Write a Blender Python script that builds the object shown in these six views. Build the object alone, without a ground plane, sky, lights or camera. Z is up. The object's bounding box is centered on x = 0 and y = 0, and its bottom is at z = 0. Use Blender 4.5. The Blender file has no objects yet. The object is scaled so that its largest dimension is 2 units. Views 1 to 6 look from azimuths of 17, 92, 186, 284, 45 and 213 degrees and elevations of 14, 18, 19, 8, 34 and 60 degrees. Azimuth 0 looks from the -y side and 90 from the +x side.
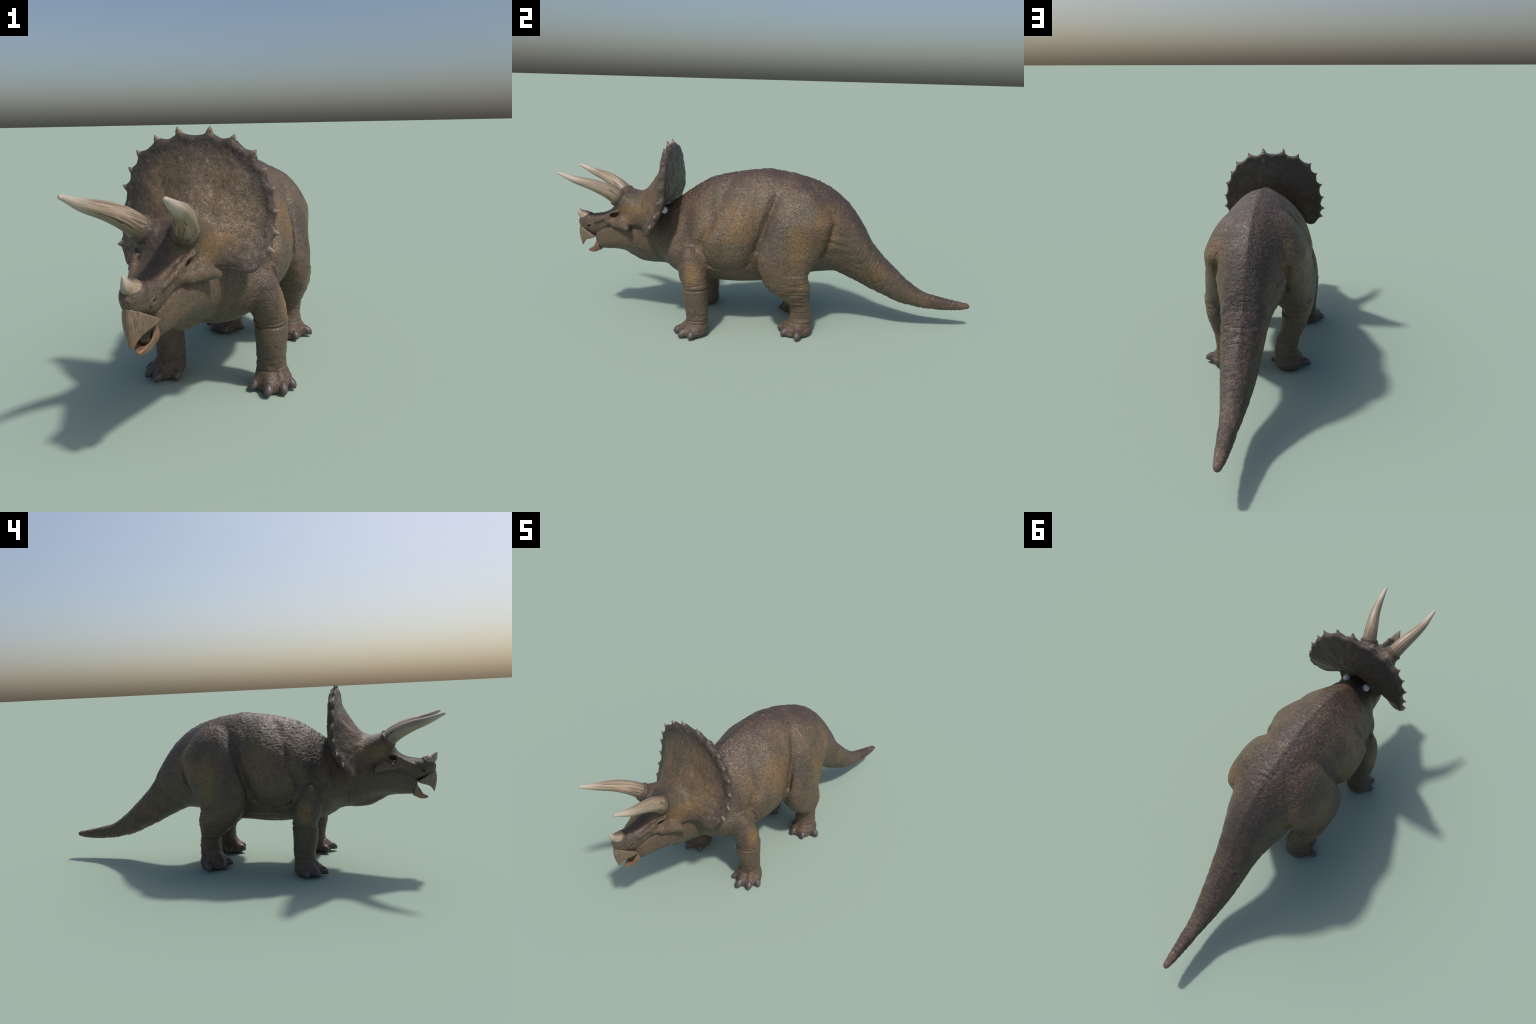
"""Standing three-horned dinosaur: one smooth implicit body (torso, tail, neck, head,
frill, four limbs) that is meshed once and split into anatomical parts, plus separate
horns, beak halves, frill spikes, toenails and eyeballs."""
import bpy, math
import numpy as np

H = 0.0022            # mesh cell size of the skin
rng = np.random.default_rng(7)

# ------------------------------------------------------------------ small helpers
def pchip(xs, ys, q):
    xs, ys = np.asarray(xs, float), np.asarray(ys, float)
    h = np.diff(xs); d = np.diff(ys) / h
    m = np.zeros_like(ys)
    for i in range(1, len(xs) - 1):
        if d[i - 1] * d[i] > 0:
            w1, w2 = 2 * h[i] + h[i - 1], h[i] + 2 * h[i - 1]
            m[i] = (w1 + w2) / (w1 / d[i - 1] + w2 / d[i])
    m[0], m[-1] = d[0], d[-1]
    q = np.clip(q, xs[0], xs[-1])
    i = np.clip(np.searchsorted(xs, q) - 1, 0, len(h) - 1)
    t = (q - xs[i]) / h[i]
    return ((1 + 2 * t) * (1 - t) ** 2 * ys[i] + t * (1 - t) ** 2 * h[i] * m[i]
            + t * t * (3 - 2 * t) * ys[i + 1] + t * t * (t - 1) * h[i] * m[i + 1])


class Stations:
    """Rows of (position, value, value, ...) made into fast smooth lookups."""
    def __init__(self, rows, n=1500):
        a = np.array(sorted(rows), float)
        self.lo, self.hi, self.n = a[0, 0], a[-1, 0], n
        g = np.linspace(self.lo, self.hi, n)
        k = np.ones(9) / 9
        self.t = []
        for c in range(1, a.shape[1]):
            v = pchip(a[:, 0], a[:, c], g)
            self.t.append(v.astype(np.float32))

    def __call__(self, s):
        f = np.clip((s - self.lo) / (self.hi - self.lo), 0, 1) * (self.n - 1)
        i = np.minimum(f.astype(np.int32), self.n - 2); f = (f - i).astype(np.float32)
        return [t[i] * (1 - f) + t[i + 1] * f for t in self.t]


def smin(a, b, k):
    h = np.maximum(k - np.abs(a - b), 0) / k
    return np.minimum(a, b) - h * h * k * 0.25


def smax(a, b, k):
    return -smin(-a, -b, k)


def step(a, b, v):
    t = np.clip((v - a) / (b - a), 0, 1)
    return t * t * (3 - 2 * t)


def capsule(p, a, b, ra, rb):
    a, b = np.array(a, np.float32), np.array(b, np.float32)
    ab = b - a
    t = np.clip(((p - a) @ ab) / (ab @ ab), 0, 1)
    return np.linalg.norm(p - a - t[:, None] * ab, axis=1) - (ra + (rb - ra) * t)


def ellipsoid(p, c, r, rot=None):
    d = p - np.array(c, np.float32)
    if rot is not None:
        d = d @ rot
    r = np.array(r, np.float32)
    k0 = np.linalg.norm(d / r, axis=1)
    k1 = np.linalg.norm(d / (r * r), axis=1) + 1e-9
    return k0 * (k0 - 1) / k1


def spin(axis, deg):
    a = math.radians(deg); c, s = math.cos(a), math.sin(a)
    m = {'x': [[1, 0, 0], [0, c, -s], [0, s, c]], 'y': [[c, 0, s], [0, 1, 0], [-s, 0, c]],
         'z': [[c, -s, 0], [s, c, 0], [0, 0, 1]]}[axis]
    return np.array(m, np.float32)


def section_loft(st, s, x, z, n_up=None, n_dn=None):
    """Sections across an axis: columns top, bottom, half width, height of the width
    and, if given, the fullness of the upper and lower half (2 is an ellipse)."""
    c = st(s)
    zt, zb, w, zw = c[:4]
    if len(c) > 4:
        n_up, n_dn = c[4], c[5]
    dz = z - zw
    up = dz > 0
    b = np.where(up, zt - zw, zw - zb)
    b = np.maximum(b, 0.002); w = np.maximum(w, 0.002)
    n = np.where(up, n_up, n_dn)
    soft = 0.010 * step(0, 1, dz / b)
    xx = np.sqrt(x * x + soft * soft) - soft * 0.6
    r = ((np.abs(xx) / w) ** n + (np.abs(dz) / b) ** n) ** (1 / n) + 1e-6
    d = np.sqrt(x * x + dz * dz) * (1 - 1 / r)
    d = np.where(r < 0.05, -np.minimum(w, b), d)
    over = np.maximum(np.maximum(st.lo - s, s - st.hi), 0)
    return np.where(over > 0, np.sqrt(np.maximum(d, 0) ** 2 + over ** 2), d)


def limb_loft(st, p, n=2.4):
    """Horizontal sections of a limb: columns front, back, inner, outer."""
    z = p[:, 2]
    yf, yb, xi, xo = st(z)
    cy, cx, ry, rx = (yf + yb) / 2, (xi + xo) / 2, (yb - yf) / 2, (xo - xi) / 2
    dx, dy = p[:, 0] - cx, p[:, 1] - cy
    r = ((np.abs(dx) / rx) ** n + (np.abs(dy) / ry) ** n) ** (1 / n) + 1e-6
    d = np.sqrt(dx * dx + dy * dy) * (1 - 1 / r)
    d = np.where(r < 0.05, -np.minimum(rx, ry), d)
    over = np.maximum(np.maximum(st.lo - z, z - st.hi), 0)
    return np.where(over > 0, np.sqrt(np.maximum(d, 0) ** 2 + over ** 2), d)


# ------------------------------------------------------------------ the body's measures
# along the spine:        y     top   bottom half-width  height of the width, fullness up/down
TRUNK = Stations([
    (-0.66, 0.540, 0.345, 0.080, 0.43, 2.0, 2.2), (-0.60, 0.565, 0.325, 0.093, 0.43, 1.9, 2.2),
    (-0.55, 0.580, 0.312, 0.110, 0.42, 1.7, 1.9), (-0.52, 0.594, 0.295, 0.128, 0.41, 1.55, 1.8),
    (-0.485, 0.617, 0.268, 0.160, 0.40, 1.42, 1.8), (-0.45, 0.640, 0.250, 0.176, 0.40, 1.36, 1.9),
    (-0.40, 0.677, 0.240, 0.188, 0.41, 1.34, 2.1), (-0.35, 0.709, 0.236, 0.196, 0.40, 1.34, 2.0),
    (-0.30, 0.735, 0.230, 0.204, 0.40, 1.36, 1.85), (-0.25, 0.748, 0.224, 0.205, 0.40, 1.46, 1.8),
    (-0.20, 0.758, 0.220, 0.205, 0.40, 1.62, 1.8), (-0.10, 0.774, 0.222, 0.195, 0.42, 1.95, 1.85),
    (-0.02, 0.780, 0.228, 0.178, 0.47, 2.05, 2.0), (0.05, 0.770, 0.240, 0.170, 0.50, 2.0, 2.2),
    (0.15, 0.750, 0.268, 0.162, 0.50, 1.9, 2.0), (0.20, 0.733, 0.280, 0.160, 0.50, 2.0, 1.9),
    (0.25, 0.711, 0.285, 0.152, 0.495, 1.9, 1.8), (0.30, 0.680, 0.288, 0.142, 0.475, 1.75, 1.75),
    (0.35, 0.637, 0.270, 0.123, 0.455, 1.75, 1.75), (0.40, 0.580, 0.246, 0.107, 0.42, 1.8, 1.75),
    (0.45, 0.504, 0.222, 0.094, 0.37, 1.9, 1.8), (0.50, 0.421, 0.196, 0.087, 0.32, 2, 1.85),
    (0.55, 0.363, 0.174, 0.079, 0.275, 2, 1.9), (0.60, 0.315, 0.150, 0.070, 0.235, 2, 2),
    (0.65, 0.270, 0.129, 0.062, 0.20, 2, 2), (0.70, 0.230, 0.119, 0.053, 0.172, 2, 2),
    (0.75, 0.197, 0.109, 0.043, 0.15, 2, 2), (0.80, 0.177, 0.103, 0.036, 0.139, 2, 2),
    (0.87, 0.160, 0.100, 0.029, 0.129, 2, 2), (0.94, 0.147, 0.102, 0.022, 0.125, 2, 2),
    (0.975, 0.139, 0.106, 0.017, 0.122, 2, 2), (0.992, 0.133, 0.112, 0.011, 0.122, 2, 2),
    (0.9995, 0.126, 0.119, 0.004, 0.122, 2, 2)])
# the hanging barrel of the ribs, which makes a fold against the softer belly
RIBS = Stations([
    (-0.47, 0.58, 0.44, 0.02, 0.50, 1.5, 2.4), (-0.44, 0.63, 0.42, 0.085, 0.49, 1.4, 2.6),
    (-0.40, 0.665, 0.40, 0.150, 0.48, 1.38, 2.7), (-0.35, 0.700, 0.372, 0.192, 0.475, 1.38, 2.8),
    (-0.30, 0.728, 0.338, 0.212, 0.470, 1.34, 2.9), (-0.25, 0.742, 0.312, 0.2235, 0.470, 1.44, 3.0),
    (-0.20, 0.752, 0.302, 0.2275, 0.475, 1.58, 3.0), (-0.15, 0.757, 0.308, 0.2265, 0.48, 1.80, 3.0),
    (-0.12, 0.757, 0.322, 0.2195, 0.485, 1.85, 2.9), (-0.095, 0.755, 0.346, 0.209, 0.50, 1.9, 2.8),
    (-0.07, 0.752, 0.385, 0.196, 0.53, 1.9, 2.6), (-0.045, 0.75, 0.44, 0.186, 0.57, 1.9, 2.4),
    (-0.01, 0.745, 0.54, 0.160, 0.62, 1.9, 2.2), (0.03, 0.735, 0.60, 0.10, 0.66, 1.9, 2)])
# heights:              z     front    back   inner  outer
FORELIMB = Stations([
    (0.000, -0.425, -0.318, 0.160, 0.252), (0.012, -0.432, -0.302, 0.146, 0.262),
    (0.030, -0.428, -0.297, 0.140, 0.264), (0.050, -0.412, -0.297, 0.140, 0.258),
    (0.075, -0.401, -0.297, 0.141, 0.250), (0.100, -0.402, -0.297, 0.142, 0.247),
    (0.140, -0.409, -0.297, 0.143, 0.249), (0.190, -0.418, -0.297, 0.142, 0.253),
    (0.245, -0.419, -0.297, 0.138, 0.255), (0.300, -0.434, -0.300, 0.128, 0.249),
    (0.340, -0.441, -0.308, 0.112, 0.241), (0.380, -0.440, -0.322, 0.095, 0.229),
    (0.410, -0.430, -0.338, 0.080, 0.217), (0.435, -0.414, -0.358, 0.070, 0.202)])
SHANK = Stations([
    (0.000, 0.068, 0.186, 0.098, 0.196), (0.012, 0.060, 0.198, 0.088, 0.205),
    (0.030, 0.062, 0.203, 0.082, 0.205), (0.050, 0.072, 0.201, 0.081, 0.198),
    (0.075, 0.088, 0.199, 0.082, 0.190), (0.100, 0.096, 0.199, 0.084, 0.187),
    (0.135, 0.097, 0.198, 0.089, 0.190), (0.160, 0.086, 0.193, 0.097, 0.197),
    (0.200, 0.040, 0.186, 0.107, 0.217), (0.240, -0.001, 0.186, 0.113, 0.235),
    (0.280, -0.020, 0.180, 0.112, 0.240), (0.320, -0.020, 0.165, 0.11, 0.245)])
THIGH = Stations([
    (0.205, 0.045, 0.085, 0.135, 0.195), (0.240, -0.006, 0.118, 0.122, 0.234),
    (0.280, -0.038, 0.150, 0.112, 0.250), (0.310, -0.050, 0.172, 0.105, 0.255),
    (0.350, -0.066, 0.198, 0.090, 0.259), (0.400, -0.074, 0.228, 0.075, 0.259),
    (0.440, -0.069, 0.254, 0.055, 0.254), (0.480, -0.060, 0.266, 0.035, 0.247),
    (0.520, -0.048, 0.274, 0.010, 0.239), (0.560, -0.038, 0.284, -0.020, 0.229),
    (0.600, -0.028, 0.270, -0.060, 0.213), (0.640, -0.016, 0.250, -0.10, 0.191),
    (0.680, 0.000, 0.225, -0.10, 0.160), (0.710, 0.025, 0.19, -0.08, 0.128),
    (0.730, 0.05, 0.16, -0.08, 0.09)])
#                        y     top   bottom half-width  height of the width
SKULL = Stations([
    (-0.966, 0.496, 0.470, 0.010, 0.482), (-0.955, 0.508, 0.456, 0.023, 0.480),
    (-0.930, 0.522, 0.446, 0.036, 0.477), (-0.905, 0.529, 0.431, 0.044, 0.474),
    (-0.885, 0.532, 0.424, 0.048, 0.474), (-0.870, 0.534, 0.428, 0.049, 0.476),
    (-0.840, 0.540, 0.446, 0.054, 0.482), (-0.810, 0.553, 0.463, 0.062, 0.495),
    (-0.780, 0.576, 0.476, 0.073, 0.508), (-0.750, 0.602, 0.484, 0.089, 0.516),
    (-0.720, 0.628, 0.486, 0.102, 0.52), (-0.690, 0.640, 0.480, 0.113, 0.52),
    (-0.660, 0.645, 0.470, 0.118, 0.52), (-0.620, 0.645, 0.46, 0.120, 0.52), (-0.580, 0.63, 0.45, 0.115, 0.52)])
JAW = Stations([
    (-0.882, 0.440, 0.385, 0.030, 0.410), (-0.872, 0.455, 0.368, 0.040, 0.412),
    (-0.855, 0.470, 0.357, 0.049, 0.415), (-0.820, 0.490, 0.357, 0.060, 0.425),
    (-0.780, 0.505, 0.360, 0.074, 0.432), (-0.740, 0.520, 0.360, 0.088, 0.438),
    (-0.700, 0.520, 0.356, 0.099, 0.440), (-0.660, 0.520, 0.345, 0.103, 0.440),
    (-0.620, 0.520, 0.335, 0.106, 0.440), (-0.570, 0.520, 0.32, 0.104, 0.440)])
DEWLAP = Stations([
    (-0.810, 0.42, 0.362, 0.012, 0.40), (-0.770, 0.42, 0.355, 0.024, 0.39),
    (-0.720, 0.42, 0.334, 0.034, 0.38), (-0.680, 0.42, 0.310, 0.040, 0.37),
    (-0.640, 0.42, 0.295, 0.044, 0.36), (-0.590, 0.42, 0.291, 0.050, 0.36),
    (-0.530, 0.42, 0.296, 0.060, 0.36), (-0.480, 0.42, 0.290, 0.060, 0.37)])

# frill: outline in the plane of the rim, as (degrees from straight up, radius)
FRILL_MID = (0.0, 0.62)
FRILL_EDGE = Stations([(a, r) for a, r in (
    (-1, 0.257), (0, 0.257), (20, 0.262), (35, 0.269), (48, 0.266), (59, 0.261),
    (74, 0.254), (88, 0.252), (102, 0.255), (112, 0.259), (119, 0.260), (124, 0.252),
    (129, 0.222), (134, 0.182), (142, 0.155), (160, 0.130), (180, 0.120))])
FRILL_RIM = Stations([(a, y) for a, y in (
    (-1, -0.503), (40, -0.503), (75, -0.502), (85, -0.506), (97, -0.523), (108, -0.548),
    (118, -0.574), (127, -0.595), (140, -0.61), (180, -0.62))])
# tips of the spikes on the rim (left half; the right half mirrors it)
SPIKES = [(0.054, -0.502, 0.903), (0.132, -0.503, 0.878), (0.198, -0.503, 0.832),
          (0.230, -0.505, 0.779), (0.257, -0.501, 0.721), (0.268, -0.508, 0.651),
          (0.273, -0.524, 0.586), (0.264, -0.549, 0.534)]


def frill_polar(x, z):
    dx, dz = np.abs(x), z - FRILL_MID[1]
    rho = np.sqrt(dx * dx + dz * dz) + 1e-6
    ang = np.degrees(np.arctan2(dx, dz))
    return rho, ang, FRILL_EDGE(ang)[0]


def frill_front(x, z):
    """How far forward the front of the frill stands at (x, z): a trumpet opening backwards."""
    rho, ang, edge = frill_polar(x, z)
    edge = 0.26 + (edge - 0.26) * step(0.06, 0.16, rho)
    s = np.sqrt(np.clip(rho / edge, 0.0, 1.1) ** 2 + 0.015 * (1 - step(0.1, 0.5, rho / edge)))
    off = step(0.15, 0.55, s)          # nothing depends on the bearing near the middle
    side = step(15, 80, ang) * off
    low = step(95, 130, ang) * off
    amp = 0.178 + side * 0.062 - low * 0.13
    power = 1.9 - side * 0.2 - low * 0.3
    rim = -0.506 + (FRILL_RIM(ang)[0] + 0.500) * off
    y = rim - amp * np.maximum(1 - s, 0) ** power
    ax = np.abs(x)
    body_ = step(0.3, 0.5, s) * (1 - step(0.75, 0.98, s))
    y -= 0.005 * np.exp(-(ax / 0.035) ** 2) * body_
    y += 0.017 * np.exp(-((ang - 42) / 20) ** 2) * np.exp(-((s - 0.46) / 0.15) ** 2) * off
    y -= 0.006 * np.exp(-((ang - 56) / 10) ** 2) * body_
    y -= 0.006 * np.exp(-((ang - 84) / 14) ** 2) * body_
    y -= 0.010 * np.exp(-((ang - 98) / 14) ** 2) * np.exp(-((s - 0.62) / 0.15) ** 2)
    y -= 0.003 * np.exp(-((s - 0.97) / 0.06) ** 2)
    return y


def frill_back(x, z):
    rho, ang, edge = frill_polar(x, z)
    s = np.clip(rho / edge, 0, 1.1)
    fill = 0.012 * np.exp(-(x / 0.15) ** 2 - ((z - 0.76) / 0.08) ** 2)
    return FRILL_RIM(ang)[0] + 0.023 + fill - 0.064 * step(0.74, 0.57, z) * np.exp(-(x / 0.13) ** 2)


def spike_frame(tip):
    t = np.array(tip)
    out = np.array([t[0], 0, t[2] - FRILL_MID[1] + 0.03]); out /= np.linalg.norm(out)
    return t, out


# toes: (root, tip of the nail) of the left feet
FORE_TOES = [((0.168, -0.372, 0.040), (0.143, -0.420, 0.012)),
             ((0.200, -0.395, 0.045), (0.209, -0.455, 0.013)),
             ((0.225, -0.378, 0.045), (0.260, -0.424, 0.012)),
             ((0.225, -0.345, 0.042), (0.281, -0.374, 0.013))]
HIND_TOES = [((0.118, 0.120, 0.040), (0.070, 0.118, 0.014)),
             ((0.125, 0.105, 0.045), (0.127, 0.046, 0.016)),
             ((0.155, 0.110, 0.048), (0.192, 0.062, 0.013)),
             ((0.180, 0.140, 0.045), (0.238, 0.131, 0.014))]

HORN_AXIS = np.array([(0.060, -0.722, 0.608), (0.070, -0.752, 0.634), (0.088, -0.796, 0.667),
                      (0.110, -0.856, 0.697), (0.126, -0.922, 0.719), (0.1355, -0.998, 0.7505)])
HORN_RAD = [0.037, 0.0355, 0.0318, 0.0255, 0.0180, 0.0062]
EYE = np.array([0.074, -0.768, 0.545])


# ------------------------------------------------------------------ implicit body, by parts
def f_torso(p):
    x, y, z = p.T
    d = section_loft(TRUNK, y, x, z)
    d = smin(d, section_loft(RIBS, y, x, z), 0.014)
    # spine ridge
    ridge = 0.004 * np.exp(-(x / 0.014) ** 2) * step(-0.45, -0.1, y) * (1 - step(0.55, 0.8, y))
    return d - ridge * step(0.25, 0.32, z)


def f_fore(p):
    d = limb_loft(FORELIMB, p, 2.2)
    for a, b in FORE_TOES:
        m = np.array(a) * 0.45 + np.array(b) * 0.55
        m[2] = 0.025
        d = smin(d, capsule(p, a, m, 0.025, 0.0185), 0.016)
    return smax(d, -p[:, 2], 0.006)


def f_hind(p):
    d = limb_loft(SHANK, p, 2.5)
    for a, b in HIND_TOES:
        m = np.array(a) * 0.42 + np.array(b) * 0.58
        m[2] = 0.024
        d = smin(d, capsule(p, a, m, 0.026, 0.019), 0.016)
    d = smax(d, -p[:, 2], 0.006)
    # the thigh is widest near its front edge and falls away to the rear
    q = p.copy()
    q[:, 0] += 0.24 * np.clip(p[:, 1] - 0.02, 0, 0.3) * step(0.23, 0.36, p[:, 2]) * (1 - 0.75 * step(0.42, 0.57, p[:, 2]))
    return smin(d, limb_loft(THIGH, q, 2.9), 0.016)


def f_skull(p):
    x, y, z = p.T
    d = section_loft(SKULL, y, x, z, 2.1, 2.0)
    ps = p.copy(); ps[:, 0] = np.sqrt(x * x + 0.016 ** 2)
    # horn bosses, brow, cheek spur
    d = smin(d, capsule(ps, (0.056, -0.672, 0.590), (0.064, -0.742, 0.622), 0.047, 0.041), 0.035)
    # upper mouth rim and snout knob under the nose horn
    d = smin(d, ellipsoid(p, (0, -0.935, 0.500), (0.027, 0.030, 0.026)), 0.02)
    # forehead between the horns
    d = smin(d, ellipsoid(p, (0, -0.712, 0.570), (0.052, 0.066, 0.060)), 0.03)
    # ridges running from the eye to the snout
    d = smin(d, capsule(p, (0.052, -0.865, 0.505), (0.068, -0.800, 0.538), 0.004, 0.009), 0.022)
    d = smin(d, capsule(p, (0.064, -0.800, 0.508), (0.092, -0.735, 0.520), 0.010, 0.016), 0.025)
    # cheek spur
    d = smin(d, capsule(p, (0.100, -0.720, 0.512), (0.136, -0.691, 0.496), 0.024, 0.012), 0.018)
    d = smin(d, capsule(p, (0.085, -0.77, 0.497), (0.12, -0.70, 0.503), 0.010, 0.014), 0.016)
    # ring of skin round each horn
    ax = HORN_AXIS[1] - HORN_AXIS[0]; ax = ax / np.linalg.norm(ax)
    q = p - HORN_AXIS[1].astype(np.float32) + (0.004 * ax).astype(np.float32)
    t = q @ ax.astype(np.float32)
    rr = np.sqrt(np.maximum((q * q).sum(1) - t * t, 0))
    d = smin(d, np.sqrt((rr - 0.0335) ** 2 + t * t) - 0.0062, 0.014)
    # ring behind the nose horn
    q = p - np.array((0, -0.930, 0.511), np.float32)
    ax = np.array((0, -0.725, 0.689), np.float32); t = q @ ax
    rr = np.sqrt(np.maximum((q * q).sum(1) - t * t, 0))
    d = smin(d, np.sqrt((rr - 0.0285) ** 2 + t * t) - 0.0055, 0.010)
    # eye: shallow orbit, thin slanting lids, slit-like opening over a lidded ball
    tilt = spin('x', 22)
    d = smax(d, -ellipsoid(p, EYE + (0.024, 0.002, 0.0), (0.026, 0.032, 0.023), tilt), 0.012)
    q = (p - EYE.astype(np.float32)) @ tilt
    rad = np.sqrt((q[:, 1] / 1.4) ** 2 + q[:, 2] ** 2)
    d = smin(d, np.sqrt((rad - 0.0162) ** 2 + ((q[:, 0] - 0.0) * 0.6) ** 2) - 0.0040, 0.006)
    d = smin(d, capsule(p, (0.066, -0.802, 0.542), (0.087, -0.748, 0.567), 0.0055, 0.0075), 0.008)
    d = smax(d, -ellipsoid(p, EYE + (0.004, 0, 0), (0.030, 0.0190, 0.0125), tilt), 0.004)
    # nostril
    q = (p - np.array((0.0425, -0.909, 0.478), np.float32)) @ spin('x', 25)
    d = smin(d, np.sqrt((np.sqrt((q[:, 1] / 1.7) ** 2 + q[:, 2] ** 2) - 0.0065) ** 2 + (q[:, 0] * 0.7) ** 2) - 0.0026, 0.006)
    d = smax(d, -ellipsoid(p, (0.047, -0.909, 0.478), (0.014, 0.0098, 0.0052), spin('x', 25)), 0.004)
    return d


def f_head(p):
    x, y, z = p.T
    d = f_skull(p)
    jaw = section_loft(JAW, y, x, z, 2.6, 2.3)
    d = smin(d, jaw, 0.007)
    d = smin(d, capsule(p, (0, -0.86, 0.395), (0, -0.886, 0.366), 0.022, 0.016), 0.006)
    return smin(d, section_loft(DEWLAP, y, x, z, 2, 1.8), 0.02)


def f_frill(p):
    x, y, z = p.T
    rho, ang, edge = frill_polar(x, z)
    e = 0.004
    g0 = frill_front(x, z)
    gx = (frill_front(x + e, z) - g0) / e
    gz = (frill_front(x, z + e) - g0) / e
    slope = np.sqrt(1 + np.minimum(gx * gx + gz * gz, 6))
    rim = (rho - edge)
    ctr = np.zeros_like(y)
    q = np.stack([x, z], 1)
    for s in SPIKES:
        t, out = spike_frame(s)
        a = (t - out * 0.050)[[0, 2]]; b = (t - out * 0.021)[[0, 2]]
        ab = b - a
        u = np.clip(((q - a) @ ab) / (ab @ ab), 0, 1)
        dd = np.linalg.norm(q - a - u[:, None] * ab, axis=1) - (0.024 - 0.0135 * u)
        rim = smin(rim, dd.astype(np.float32), 0.026)
    taper = 0.006 * step(-0.002, 0.028, rho - edge)
    d = smax((g0 + taper - y) / slope, y + 4.0 * taper - frill_back(x, z), 0.016)
    return smax(d, rim, 0.016)


GROUPS = ['torso', 'forelimb', 'hindlimb', 'head', 'frill']
FIELDS = [f_torso, f_fore, f_hind, f_head, f_frill]
BOXES = [((0, -0.72, 0.05), (0.28, 1.05, 0.82)), ((0.0, -0.52, -0.03), (0.33, -0.24, 0.48)),
         ((0.0, -0.12, -0.03), (0.33, 0.33, 0.78)), ((0, -1.03, 0.22), (0.21, -0.50, 0.75)),
         ((0, -0.80, 0.38), (0.33, -0.42, 0.95))]


def fields(p):
    """All part fields at points p (N,3), x taken as |x|."""
    p = p.astype(np.float32).copy(); p[:, 0] = np.abs(p[:, 0])
    out = np.full((len(FIELDS), len(p)), 0.2, np.float32)
    for i, (f, (lo, hi)) in enumerate(zip(FIELDS, BOXES)):
        m = np.all((p >= np.array(lo) - 0.05) & (p <= np.array(hi) + 0.05), axis=1)
        if m.any():
            out[i, m] = f(p[m])
    return out


def combine(v):
    torso, fore, hind, head, frill = v
    d = smin(torso, fore, 0.016)
    d = smin(d, hind, 0.014)
    d = smin(d, head, 0.03)
    return smin(d, frill, 0.045)


def body(p):
    res = np.empty(len(p), np.float32)
    for i in range(0, len(p), 300000):
        res[i:i + 300000] = combine(fields(p[i:i + 300000]))
    return res


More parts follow.
